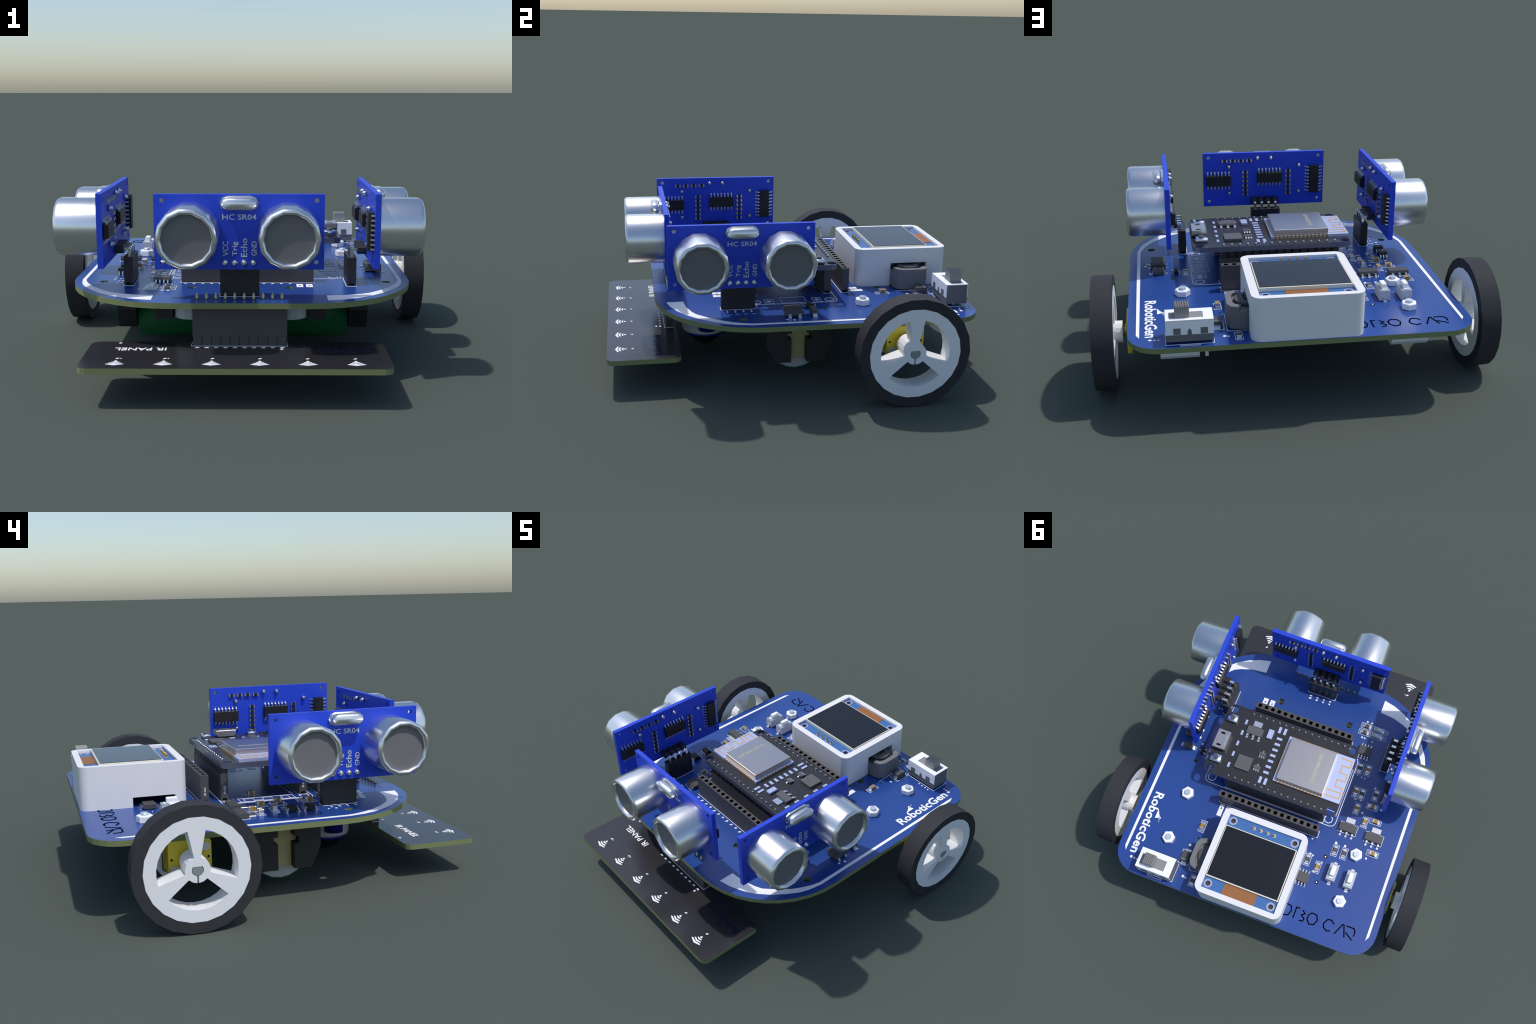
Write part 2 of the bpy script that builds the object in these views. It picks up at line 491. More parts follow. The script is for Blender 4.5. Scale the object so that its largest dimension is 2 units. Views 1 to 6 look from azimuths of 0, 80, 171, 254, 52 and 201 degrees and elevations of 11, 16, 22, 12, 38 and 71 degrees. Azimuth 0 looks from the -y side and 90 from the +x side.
def gull_chip(w, d, h, pins, body, pin_len=0.022, pin_w=0.007, tab=None, name="chip", span=None):
    """Moulded chip, legs on the -y and +y sides."""
    b = Builder()
    b.prism([(-d / 2, .004), (d / 2, .004), (d / 2, h * .55), (d / 2 - .004, h), (-d / 2 + .004, h), (-d / 2, h * .55)], -w / 2, w / 2, body, 'x')
    for sgn, count in pins:
        pitch = (span or w * 0.82) / max(1, count - 1) if count > 1 else 0
        for i in range(count):
            x = (i - (count - 1) / 2) * pitch
            y0, y1, y2 = sgn * (d / 2 - .002), sgn * (d / 2 + pin_len * .45), sgn * (d / 2 + pin_len)
            prof = [(y0, h * .5), (y0, h * .62), (y1, h * .62), (y1 + sgn * .004, .005), (y2, .004), (y2, 0), (y1, 0), (y1 - sgn * .003, h * .5)]
            b.prism(prof if sgn > 0 else prof[::-1], x - pin_w / 2, x + pin_w / 2, "tin", 'x')
    if tab:
        b.box(-tab / 2, tab / 2, -d / 2 - .004, -d / 2, h * .35, h * .5, "tin")
        b.box(-tab / 2, tab / 2, -d / 2 - .042, -d / 2 - .004, 0, .007, "tin", .002)
        b.prism([(-d / 2 - .012, 0), (-d / 2 - .004, h * .5), (-d / 2 - .001, h * .5), (-d / 2 - .001, h * .3), (-d / 2 - .006, 0)], -tab / 2, tab / 2, "tin", 'x')
    return b.done(name)


me_223 = gull_chip(.108, .057, .028, [(1, 3)], "chip_grey", .030, .012, tab=.060, span=.074)
for x, y in ((-.456, .247), (-.625, .252)):
    put("voltage_regulator", me_223, board, (x, y, TH))
    frame(x - .056, x + .056, y - .033, y + .034, 0.0024)
me_so8 = gull_chip(.080, .066, .026, [(1, 4), (-1, 4)], "chip_grey", .020, .007, span=.058)
put("driver_chip", me_so8, board, (-.388, -.268, TH))
put("driver_chip", me_so8, board, (-.297, .633, TH))
me_sot6 = gull_chip(.050, .040, .030, [(1, 3), (-1, 3)], "chip_black", .016, .008, span=.034)
for y in (-.100, -.010):
    put("small_chip", me_sot6, board, (-.610, y, TH))
me_sot3 = gull_chip(.042, .022, .024, [(1, 2), (-1, 1)], "chip_black", .014, .007, span=.026)
put("small_chip", me_sot3, board, (.579, .096, TH), (0, 0, PI / 2))
b = Builder()
b.prism([(-.047, .008), (.047, .008), (.047, .030), (.040, .043), (-.040, .043), (-.047, .030)], -.041, .041, "chip_grey", 'x', bevel=.003)
for dy in (-.026, .026):
    for s in (-1, 1):
        b.box(s * .040, s * .043, dy - .008, dy + .008, 0.0, 0.022, "tin")
        b.box(s * .040, s * .052, dy - .008, dy + .008, 0.0, 0.004, "tin")
put("coupler_chip", b.done("coupler_chip"), board, (.675, -.012, TH))


def diode(w, d, h):
    b = Builder()
    b.prism([(-d / 2, .003), (d / 2, .003), (d / 2, h * .5), (d / 2 - .005, h), (-d / 2 + .005, h), (-d / 2, h * .5)], -w / 2, w / 2, "chip_grey", 'x', bevel=.003)
    for s in (-1, 1):
        b.box(s * w / 2, s * (w / 2 + .004), -d * .3, d * .3, 0, h * .55, "tin")
        b.box(s * w / 2, s * (w / 2 + .020), -d * .32, d * .32, 0, .004, "tin")
    b.box(w / 2 - .014, w / 2 - .009, -d / 2 + .006, d / 2 - .006, h, h + .0006, "switch_grey")
    return b.done("diode")


put("diode", diode(.062, .040, .034), board, (.674, .096, TH))
put("diode", diode(.064, .052, .036), board, (.412, .768, TH), (0, 0, PI / 2))
frame(.380, .445, .725, .812, 0.0024)

# power inductor: octagonal ferrite drum with notched rim and raised core
b = Builder()
drum = [(x, y) for x, y in ((-.10, -.055), (-.085, -.085), (-.045, -.10), (.045, -.10), (.085, -.085), (.10, -.055), (.10, .055), (.085, .085), (.045, .10), (-.045, .10), (-.085, .085), (-.10, .055))]
b.prism(drum, .004, .104, "ferrite_grey", bevel=.004)
drum_in = [(x * .72, y * .72) for x, y in drum]
for i in range(12):
    if i in (2, 8):
        continue
    j = (i + 1) % 12
    b.prism([drum[i], drum[j], drum_in[j], drum_in[i]], .102, .122, "ferrite_grey")
b.cyl((0, 0), .062, .104, .126, "ferrite_dark", n=12)
b.prism([(-.05, -.10), (.05, -.10), (.04, -.06), (-.04, -.06)], .1045, .106, "hole_dark")
b.mesh(lettering("220", -.018, .018, -.034, .034, .1258, .1268, PI / 2, .01), "hole_black")
b.box(-.10, .10, -.02, .02, 0, .005, "tin")
put("power_inductor", b.done("power_inductor"), board, (.265, .735, TH), (0, 0, 0))

# hexagon nuts on the motor mounting screws
b = Builder()
b.prism(ngon(0, 0, .040, 6, .35), 0, .033, "nylon_white", bevel=.003)
b.cyl((0, 0), .0185, .02, .045, "screw_steel", n=10)
me_nut = b.done("hex_nut")
for x in (.556, -.556):
    for k, y in enumerate((.390, .694)):
        put("hex_nut", me_nut, board, (x, y, TOP), (0, 0, .5 * k + x))

# two push buttons
b = Builder()
b.box(-.028, .028, -.053, .053, .004, .052, "button_grey")
b.box(-.0275, .0275, -.0525, .0525, .052, .0555, "button_cover")
b.box(-.0135, .0135, -.027, .027, .055, .084, "nylon_white", .003)
for s in (-1, 1):
    b.box(-.014, .014, s * .031, s * .040, .055, .060, "nylon_white", .001)
    b.box(-.010, .010, s * .053, s * .062, 0, .020, "tin")
    b.box(-.010, .010, s * .060, s * .074, 0, .004, "tin")
me_btn = b.done("push_button")
for x, y in ((-.458, .547), (-.570, .552)):
    put("push_button", me_btn, board, (x, y, TOP))

# slide switch
b = Builder()
b.box(.4375, .6545, .822, .940, .412, .447, "switch_dark")
b.box(.4375, .6545, .8245, .9375, .447, .5165, "switch_dark")
sh = Builder()
shell = sheet("shell", [[(.437, .820), (.655, .820), (.655, .942), (.437, .942)], [(.483, .854), (.639, .854), (.639, .917), (.483, .917)]], .5160, .5195, "switch_white", "switch_white")
sh.mesh(shell, "switch_white")
for y0, y1 in ((.820, .824), (.938, .942)):
    sh.box(.437, .655, y0, y1, .447, .5165, "switch_white")
for y, s in ((.942, 1), (.820, -1)):
    for x0, x1 in ((.587, .620), (.464, .497)):
        sh.box(x0, x1, y - .001, y + s * .0012, .449, .480, "switch_dark")
    sh.prism([(.537, .447), (.556, .447), (.556, .464), (.5465, .479), (.537, .464)], y - .001, y + s * .0012, "switch_dark", 'y')
b.box(.484, .638, .855, .916, .5165, .5172, "switch_grey")
b.box(.546, .612, .852, .917, .515, .571, "switch_grey")
for i in range(6):
    x = .546 + .011 * i
    b.prism([(x, .570), (x + .011, .570), (x + .0055, .581)], .852, .917, "switch_grey", 'y')
for x in (.47, .546, .62):
    b.cyl((x, .88), .006, TOP - .03, .414, "tin", n=6)
sw = put("slide_switch", b.done("slide_switch"), ROOT)
put("switch_shell", sh.done("switch_shell"), sw)

put("board_marking", silk.done("board_marking"), board, kind="stuff")

# --------------------------------------------------- pin sockets and headers
PITCH = 0.0425


def pin_socket(n, length, width, height, body):
    """Female socket strip along x, square wells in the top."""
    b = Builder()
    t = bmesh.new()
    wz, hw = .011, width / 2
    wells = [(i - (n - 1) / 2) * PITCH for i in range(n)]
    xs = sorted([-length / 2, length / 2] + [x - wz for x in wells] + [x + wz for x in wells])
    ys = [-hw, -wz, wz, hw]
    for a, c in zip(xs, xs[1:]):
        well = any(abs((a + c) / 2 - x) < .003 for x in wells)
        for j in range(3):
            y0, y1 = ys[j], ys[j + 1]
            if well and j == 1:
                continue
            t.faces.new([t.verts.new(p) for p in ((a, y0, height), (c, y0, height), (c, y1, height), (a, y1, height))])
    L = length / 2
    for q in (((-L, -hw), (L, -hw)), ((L, -hw), (L, hw)), ((L, hw), (-L, hw)), ((-L, hw), (-L, -hw))):
        (x0, y0), (x1, y1) = q
        t.faces.new([t.verts.new(p) for p in ((x0, y0, 0.004), (x1, y1, 0.004), (x1, y1, height), (x0, y0, height))])
    t.faces.new([t.verts.new(p) for p in ((-L, hw, .004), (L, hw, .004), (L, -hw, .004), (-L, -hw, .004))])
    b._join(t, body)
    t = bmesh.new()
    for x in wells:
        c = [(x - wz, -wz), (x + wz, -wz), (x + wz, wz), (x - wz, wz)]
        f = [(x + (u - x) * .35, v * .35) for u, v in c]
        for i in range(4):
            j = (i + 1) % 4
            t.faces.new([t.verts.new(p) for p in ((*c[i], height), (*f[i], height - .03), (*f[j], height - .03), (*c[j], height))])
        t.faces.new([t.verts.new((*p, height - .03)) for p in f])
    b._join(t, "hole_black")
    for x in wells:
        b.box(x - .004, x + .004, -.004, .004, -.001, .006, "brass")
    for s in (-1, 1):
        b.box(s * (L - .003), s * (L + .0006), -.012, .012, .0042, .014, "hole_black")
    return b.done("pin_socket")


me15 = pin_socket(15, .646, .040, .140, "socket_grey")
socks = []
for y0, y1 in SOCKETS:
    socks.append(put("pin_socket", me15, ROOT, (.0295, (y0 + y1) / 2, TOP)))
b = Builder()
b.box(-.0895, .0895, -.0215, .0215, .004, .140, "header_black", .001)
for i in range(4):
    b.box((i - 1.5) * PITCH - .004, (i - 1.5) * PITCH + .004, -.004, .004, -.001, .006, "brass")
for q in (-1, 1):
    b.box(q * .0865, q * .0902, -.012, .012, .0045, .014, "hole_black")
me4 = b.done("sensor_socket")
put("sensor_socket", me4, ROOT, (0, -.5585, TOP))
put("sensor_socket", me4, ROOT, (.5305, -.282, TOP), (0, 0, PI / 2))
put("sensor_socket", me4, ROOT, (-.5415, -.275, TOP), (0, 0, PI / 2))
# maker's sign on the socket ends
b = Builder()
b.mesh(lettering("G", -.006, .005, .036, .049, 0, .0006, 0, .02), "silk_white")
for i in range(2):
    b.box(-.004 + .006 * i, -.002 + .006 * i, .054, .078, 0, .0006, "silk_white")
me_sign = b.done("socket_sign")
for ob in socks:
    put("socket_sign", me_sign, ob, (-.3232, 0, 0), (PI / 2, 0, -PI / 2))

# ------------------------------------------------------- ultrasonic sensors
b = sheet("sensor_circuit_board", [[(-.376, -.168), (.376, -.168), (.376, .168), (-.376, .168)]] + [ngon(sx * .342, sz, .012, 5, sx + sz * 9) for sx in (-1, 1) for sz in (.140, -.136)], 0, .025, "sensor_blue", "sensor_blue")
b.transform(Matrix.Rotation(PI / 2, 4, 'X'))
b.transform(Matrix.Translation((0, .025, 0)))
me_sb = b
b = Builder()
b.lathe([(.134, 0.0), (.134, -.186), (.130, -.199), (.120, -.206), (.110, -.203), (.1055, -.180)], "aluminium", 'y', 14)
me_can = b.done("transducer_can")
b = Builder()
b.cyl((0, 0), .1068, -.185, -.165, "mesh_grey", 'y', 14, smooth=False)
me_disc = b.done("transducer_mesh")
b = Builder()
stad = [(.053 + .033 * math.cos(t), .033 * math.sin(t)) for t in [-PI / 2 + PI * i / 4 for i in range(5)]]
stad += [(-u, -v) for u, v in stad]
b.prism(stad, -.012, 0, "chrome", 'y')
stad2 = [(u * .93, v * .82) for u, v in stad]
t = Builder
b.prism([(u * .93, v * .84) for u, v in stad], -.058, -.012, "aluminium", 'y', bevel=.010, smooth=True)
me_xtal = b.done("quartz_crystal")
b = Builder()
for x in (-.063, -.021, .021, .063):
    b.lathe([(.0165, 0), (.0165, -.007), (.010, -.018), (0, -.021)], "chrome", 'y', 6, (x, -.136))
me_blob = b.done("solder_joint")
b = Builder()
for x, z in ((.041, .135), (-.042, .134), (-.218, .084), (.218, .084), (.218, -.083), (-.218, -.083)):
    b.cyl((x, z), .016, .025, .048, "tin", 'y', 8, r2=.007)
me_cone = b.done("solder_cone")
b = Builder()


def vertical_text(txt, x0, x1, z0, z1, turn=0.0):
    me = lettering(txt, x0, x1, z0, z1, 0, .0014, turn, .01)
    me.transform(Matrix.Rotation(PI / 2, 4, 'X'))
    me.transform(Matrix.Translation((0, 0, 0)))
    return me


b.mesh(vertical_text("HC SR04", -.074, .076, .055, .080), "sensor_lettering")
for txt, x0, x1, z0, z1 in (("VCC", -.073, -.048, -.107, -.041), ("Trig", -.031, -.003, -.107, -.043), ("Echo", .008, .036, -.111, -.027), ("GND", .054, .078, -.106, -.040)):
    b.mesh(vertical_text(txt, x0, x1, z0, z1, PI / 2), "sensor_lettering")
me_text = b.done("sensor_lettering")


def back_chip(w, d, n):
    """Chip lying on the back of the sensor board, body in local xz."""
    me = gull_chip(w, d, .026, [(1, n), (-1, n)], "chip_black", .024, .008, span=w * .88)
    me.transform(Matrix.Rotation(-PI / 2, 4, 'X'))
    return me


me_c14 = back_chip(.149, .066, 7)
me_c16 = back_chip(.172, .063, 8)
me_c16.transform(Matrix.Rotation(PI / 2, 4, 'Y'))
b = Builder()
b.box(-.009, .009, 0, .012, -.0085, .0085, "chip_black")
for s in (-1, 1):
    b.box(s * .009, s * .0175, 0, .0125, -.009, .009, "tin")
me_sres = b.done("resistor")
b = Builder()
for i in range(4):
    x = (i - 1.5) * PITCH
    b.prism([(x - .0205, -.010), (x - .012, -.0205), (x + .012, -.0205), (x + .0205, -.010), (x + .0205, .010), (x + .012, .0205), (x - .012, .0205), (x - .0205, .010)], .025, .067, "header_black", 'y')
me_pinblock = b.done("header_block")
b = Builder()
for i in range(4):
    x = (i - 1.5) * PITCH
    b.prism([(.060, .006), (.060, -.006), (.087, -.006), (.087, -.060), (.100, -.060), (.100, -.001), (.094, .006)], x - .0072, x + .0072, "chrome", 'x')
me_pins = b.done("header_pin")

for loc, rz, off in (((0, -.651, .706), 0, 0), ((.624, -.275, .706), PI / 2, -.007), ((-.631, -.272, .706), -PI / 2, .003)):
    sens = put("distance_sensor", me_sb, ROOT, loc, (0, 0, rz))
    for x in (-.218, .218):
        put("transducer_can", me_can, sens, (x, 0, .001))
        put("transducer_mesh", me_disc, sens, (x, 0, .001))
    put("quartz_crystal", me_xtal, sens, (0, 0, .130))
    put("solder_joint", me_blob, sens)
    put("solder_cone", me_cone, sens)
    put("sensor_lettering", me_text, sens)
    put("sensor_chip", me_c14, sens, (.283, .025, -.004))
    put("sensor_chip", me_c14, sens, (-.034, .025, .012))
    put("sensor_chip", me_c16, sens, (-.3135, .025, -.005))
    for x in (.244, .194, .144, .093):
        put("sensor_resistor", me_sres, sens, (x, .025, .121))
    for x in (.117, -.151):
        for i in range(6):
            put("sensor_resistor", me_sres, sens, (x, .025, .048 - .0284 * i))
    put("header_block", me_pinblock, sens, (off, 0, -.133))
    put("header_pin", me_pins, sens, (off, 0, -.133))

# --------------------------------------------------------- controller board
CZ = 0.603
ctl_holes = [ngon(x, y, .027, 10) for x in (.455, -.324) for y in (.237, -.174)]
ctl = put("controller_board", sheet("controller_board", [rounded(-.362, .492, -.204, .267, .035, 2)] + ctl_holes, CZ - .028, CZ, "controller_black", "controller_edge"), ROOT)
b = Builder()
for y in (.2445, -.177):
    for i in range(15):
        x = .0295 + (i - 7) * PITCH
        b.prism([(x - .020, y - .012), (x - .013, y - .0195), (x + .013, y - .0195), (x + .020, y - .012), (x + .020, y + .012), (x + .013, y + .0195), (x - .013, y + .0195), (x - .020, y + .012)], TOP + .139, CZ - .028, "header_black")
put("controller_header", b.done("controller_header"), ctl)
b = Builder()
for y in (.2465, -.1805):
    for i in range(15):
        b.cyl((.0305 + (i - 7) * PITCH, y), .0062, CZ, CZ + .010, "chrome", n=8, r2=.0045)
put("header_pin_tip", b.done("header_pin_tip"), ctl)
b = Builder()
b.box(-.358, .068, -.119, .183, CZ, CZ + .016, "module_silver")
put("radio_module", b.done("radio_module"), ctl)
b = Builder()
b.box(-.246, .050, -.105, .172, CZ + .016, CZ + .048, "shield_metal", .003, 2)
b.mesh(lettering("ESP-WROOM-32", -.169, -.147, -.064, .128, CZ + .048, CZ + .0486, -PI / 2 + PI, 0.0), "pin_gold")
put("metal_shield", b.done("metal_shield"), ctl)
b = Builder()
ant = [(-.278, -.096), (-.345, -.097), (-.345, -.053), (-.296, -.053), (-.296, -.006), (-.345, -.006), (-.345, .040), (-.297, .040), (-.297, .086), (-.345, .086), (-.345, .154), (-.249, .154)]
b.line(ant, .006, CZ + .016, CZ + .0172, "antenna_gold")
b.line([(-.345, .118), (-.249, .118)], .006, CZ + .016, CZ + .0170, "antenna_gold")
put("antenna_trace", b.done("antenna_trace"), ctl)
b = Builder()
for i in range(14):
    x = .044 - .0217 * i
    for y, s in ((.183, 1), (-.119, -1)):
        b.box(x - .006, x + .006, y - s * .010, y + s * .0015, CZ + .0005, CZ + .0165, "gold")
for i in range(10):
    y = -.070 + .0215 * i
    b.box(.060, .0695, y - .006, y + .006, CZ + .0005, CZ + .0165, "gold")
put("edge_contact", b.done("edge_contact"), ctl)
# micro connector
b = Builder()
sec = [(-.047, .004), (.047, .004), (.060, .018), (.060, .042), (-.060, .042), (-.060, .018)]
b.prism([(.0545 + u, CZ + v) for u, v in sec], .408, .490, "usb_metal", 'x', bevel=.003)
b.prism([(.0545 + u * .86, CZ + .003 + v * .86) for u, v in sec], .4895, .4912, "hole_dark", 'x')
b.box(.480, .4925, .030, .079, CZ + .018, CZ + .025, "hole_black")
for y in (.015, .094):
    b.box(.440, .466, y - .006, y + .006, CZ + .041, CZ + .0426, "hole_black")
b.box(.420, .427, .020, .090, CZ + .041, CZ + .0438, "chrome")
put("usb_connector", b.done("usb_connector"), ctl)
b = Builder()
b.box(-.033, .033, -.025, .025, 0, .024, "pad_chrome", .003, smooth=True)
b.cyl((0, 0), .015, .02, .034, "chip_grey", n=12)
me_tact = b.done("reset_button")
for y in (-.106, .171):
    put("reset_button", me_tact, ctl, (.440, y, CZ))
b = Builder()
b.box(-.007, .007, -.016, .016, 0, .006, "module_silver", .001)
me_pad = b.done("chip_part")
for y in (-.115, -.041, .033, .106, .181):
    put("controller_resistor", me_pad, ctl, (.354, y, CZ))
for y in (-.138, .204):
    for x in (.141, .107):
        ob = put("controller_resistor", me_pad, ctl, (x, y, CZ))
        ob.scale = (1.25, 1.35, 1)
for i in range(7):
    ob = put("controller_resistor", me_pad, ctl, (.1235, -.082 + .0385 * i, CZ), (0, 0, PI / 2))
    ob.scale = (1.2, 1.1, 1)
me_reg = gull_chip(.100, .056, .018, [(1, 3)], "chip_light", .026, .014, tab=.056, span=.076)
put("controller_regulator", me_reg, ctl, (.280, -.074, CZ))
b = Builder()
b.box(-.018, .018, -.031, .031, 0, .016, "module_silver", .003)
put("tantalum_capacitor", b.done("tantalum_capacitor"), ctl, (.186, -.090, CZ))
b = Builder()
b.box(-.047, .047, -.045, .045, .001, .015, "chip_light", .0015)
put("bridge_chip", b.done("bridge_chip"), ctl, (.272, .141, CZ))
me_s = gull_chip(.042, .026, .014, [(1, 3), (-1, 1)], "chip_light", .012, .009, span=.028)
put("controller_transistor", me_s, ctl, (.184, .048, CZ))
put("controller_transistor", me_s, ctl, (.186, .138, CZ))

# ------------------------------------------------------------- display unit
DX, D0, D1, DT = .266, .430, .964, .6155
case = sheet("display_case", [rounded(-DX, DX, D0, D1, .048, 5), [(-.227, .467), (.227, .467), (.227, .932), (-.227, .932)]], TOP, DT, "case_white", "case_white")


def cut(me, boxes):
    """Subtract boxes from a mesh with exact booleans."""
    ob = bpy.data.objects.new("tmp", me)
    bpy.context.collection.objects.link(ob)
    hidden = []
    for bx in boxes:
        c = Builder().box(*bx, "case_white")
        co = bpy.data.objects.new("tmp", c.done("cutter"))
        bpy.context.collection.objects.link(co)
        md = ob.modifiers.new("cut", 'BOOLEAN')
        md.operation = 'DIFFERENCE'
        md.solver = 'EXACT'
        md.object = co
        hidden.append(co)
    bpy.context.view_layer.update()
    out = bpy.data.meshes.new_from_object(ob.evaluated_get(bpy.context.evaluated_depsgraph_get()))
    for o in [ob] + hidden:
        bpy.data.objects.remove(o)
    return out


case = cut(case, [(.20, .30, .634, .848, .39, .531), (-.30, -.20, .493, .707, .39, .4475)])
bm = bmesh.new()
bm.from_mesh(case)
for f in bm.faces:
    f.smooth = abs(f.normal.z) < .5
for e in bm.edges:
    if len(e.link_faces) == 2 and e.calc_face_angle(0) > .6:
        e.smooth = False
bm.to_mesh(case)
bm.free()
disp = put("display_case", case, ROOT)
oh = [ngon(x, y, .015, 7) for x in (.196, -.194) for y in (.499, .898)]
put("display_board", sheet("display_board", [[(-.2265, .4675), (.2265, .4675), (.2265, .9315), (-.2265, .9315)]] + oh, .580, .600, "display_blue", "display_blue"), disp)
b = Builder()
for x in (.196, -.194):
    for y in (.499, .898):
        for i in range(14):
            a0, a1 = 2 * PI * i / 14, 2 * PI * (i + 1) / 14
            b.prism([(x + r * math.cos(a), y + r * math.sin(a)) for r, a in ((.015, a0), (.0255, a0), (.0255, a1), (.015, a1))], .600, .6012, "ring_lilac")
        b.cyl((x, y), .016, .575, .590, "hole_dark", n=7, smooth=False)
put("mounting_ring", b.done("mounting_ring"), disp)
b = Builder()
b.box(-.2225, .2235, .538, .8605, .600, .6205, "display_cream", .001)
put("screen_frame", b.done("screen_frame"), disp)
b = Builder()
b.box(-.217, .218, .5435, .8535, .6155, .6232, "display_glass")
put("screen_glass", b.done("screen_glass"), disp)
b = Builder()
b.box(-.0995, .1025, .8605, .931, .600, .6022, "flex_orange")
put("flex_cable", b.done("flex_cable"), disp)
b = Builder()
for x in (.065, .0217, -.0217, -.064):
    b.cyl((x, .4985), .0125, .600, .6015, "ring_lilac", n=10)
    b.box(x - .0055, x + .0055, .493, .504, .598, .621, "gold", .002)
put("display_pin", b.done("display_pin"), disp)

# ---------------------------------------------------------- infrared panel
IT, IB = .184, .158
ir = put("infrared_panel", sheet("infrared_panel", [rounded(-.677, .655, -.971, -.588, .038, 3)], IB, IT, "panel_black", "board_edge"), ROOT)
b = Builder()
IS = IT + .0014
for k in range(6):
    cx = -.522 + .205 * k
    for w, y, d, t in ((.040, -.912, .016, .012), (.029, -.899, .013, .010), (.018, -.886, .009, .010)):
        b.prism([(cx - w, y), (cx - w * .8, y - d * .3), (cx, y - d), (cx + w * .8, y - d * .3), (cx + w, y), (cx + w * .7, y + t * .3), (cx, y - d + t), (cx - w * .7, y + t * .3)], IT, IS, "silk_white")
    b.prism([(cx - .008, -.880), (cx + .008, -.879), (cx + .003, -.868), (cx - .005, -.866)], IT, IS, "silk_white")
    b.prism([(cx - .008, -.838), (cx - .001, -.844), (cx + .009, -.834), (cx + .004, -.829)], IT, IS, "silk_white")
    if k < 2:
        b.prism([(cx + .012, -.840), (cx + .020, -.838), (cx + .014, -.830)], IT, IS, "silk_white")
b.mesh(lettering("IR PANEL", -.556, -.325, -.722, -.684, IT, IS, PI, .015), "silk_white")
for i in range(10):
    x = (i - 4.5) * PITCH + .002
    b.prism([(x - .010, -.682), (x + .009, -.680 - .002 * (i % 2)), (x + .008, -.672), (x - .007, -.671)], IT, IS, "silk_white")
b.prism(ngon(-.545, -.612, .008, 5), IT, IS, "silk_white")
b.prism(ngon(.19, -.70, .008, 4), IT, IS, "silk_white")
b.line([(-.218, -.6045), (.218, -.6045), (.218, -.6545), (-.218, -.6545)], W, IT, IS, "silk_white", True)
b.mesh(lettering("RoboticGen", .325, .605, -.728, -.684, IT, IS - .0004, PI, .008), "silk_navy")
b.prism([(.52, -.735), (.50, -.75), (.475, -.748), (.49, -.735)], IT, IS - .0004, "silk_navy")
put("panel_marking", b.done("panel_marking"), ir)
b = Builder()
b.box(-.2125, .2155, -.647, -.604, .2275, BOT, "socket_grey", .001)
put("panel_socket", b.done("panel_socket"), ir)
b = Builder()
for i in range(10):
    x = (i - 4.5) * PITCH
    b.box(x - .0185, x + .0185, -.6465, -.6045, IT, .2275, "socket_grey")
    b.box(x + .018, x + .0245, -.645, -.613, IT, .2275, "hole_dark")
put("panel_header", b.done("panel_header"), ir)
b = Builder()
for i in range(10):
    x = (i - 4.5) * PITCH
    b.cyl((x, -.629), .0065, TOP - .004, TOP + .020, "pin_gold", n=6)
    b.cyl((x, -.629), .0065, TOP + .020, TOP + .030, "pin_gold", n=6, r2=.002)
    b.cyl((x, -.629), .011, TOP, TOP + .0016, "hole_dark", n=6)
put("panel_pin", b.done("panel_pin"), ir)

# -------------------------------------------------------- wheels and motors
WY, WZ = .542, .2845
RT, RR, RI, RH = .2852, .235, .178, .0545
N = 22


def circle(r, n, ph=0.0):
    return [(r * math.cos(ph + 2 * PI * i / n), r * math.sin(ph + 2 * PI * i / n)) for i in range(n)]


b = Builder()
b.lathe([(RR, .898), (RT, .898), (RT, 1.0), (RR, 1.0)], "tyre_rubber", 'x', N, closed=True)
me_tyre = b.done("tyre")
for p in me_tyre.polygons:
    p.use_smooth = abs(p.normal.x) < .5
bm = bmesh.new()
bm.from_mesh(me_tyre)
for e in bm.edges:
    if len(e.link_faces) == 2 and e.calc_face_angle(0) > .7:
        e.smooth = False
bm.to_mesh(me_tyre)
bm.free()


def window(k):
    """One of three openings between tapering spokes (spokes at 90, 210, 330 degrees)."""
    a0, a1 = PI / 2 + 2 * PI * k / 3, PI / 2 + 2 * PI * (k + 1) / 3
    ho, hi = math.asin(.039 / RI), math.asin(.0145 / (RH + .002))
    out = [(RI * math.cos(t), RI * math.sin(t)) for t in [a0 + ho + (a1 - a0 - 2 * ho) * i / 8 for i in range(9)]]
    inn = [((RH + .002) * math.cos(t), (RH + .002) * math.sin(t)) for t in [a1 - hi - (a1 - a0 - 2 * hi) * i / 4 for i in range(5)]]
    return out + inn


def bore():
    """Keyed shaft bore, opened by a slit into the lower window."""
    arc = [(.0265 * math.cos(t), .0265 * math.sin(t)) for t in [math.radians(-82 + i * (119 / 5)) for i in range(6)]]
    return arc + [(-u, v) for u, v in arc[::-1]]


low = window(1)
low = low[:11] + [(low[11][0] + .0036, low[11][1]), *[p for p in bore()], (low[11][0] - .0036, low[11][1])] + low[12:]
rim = sheet("rim", [circle(RR - .0005, N)] + [window(0), low, window(2)], .8985, .9995, "rim_white", "rim_white")
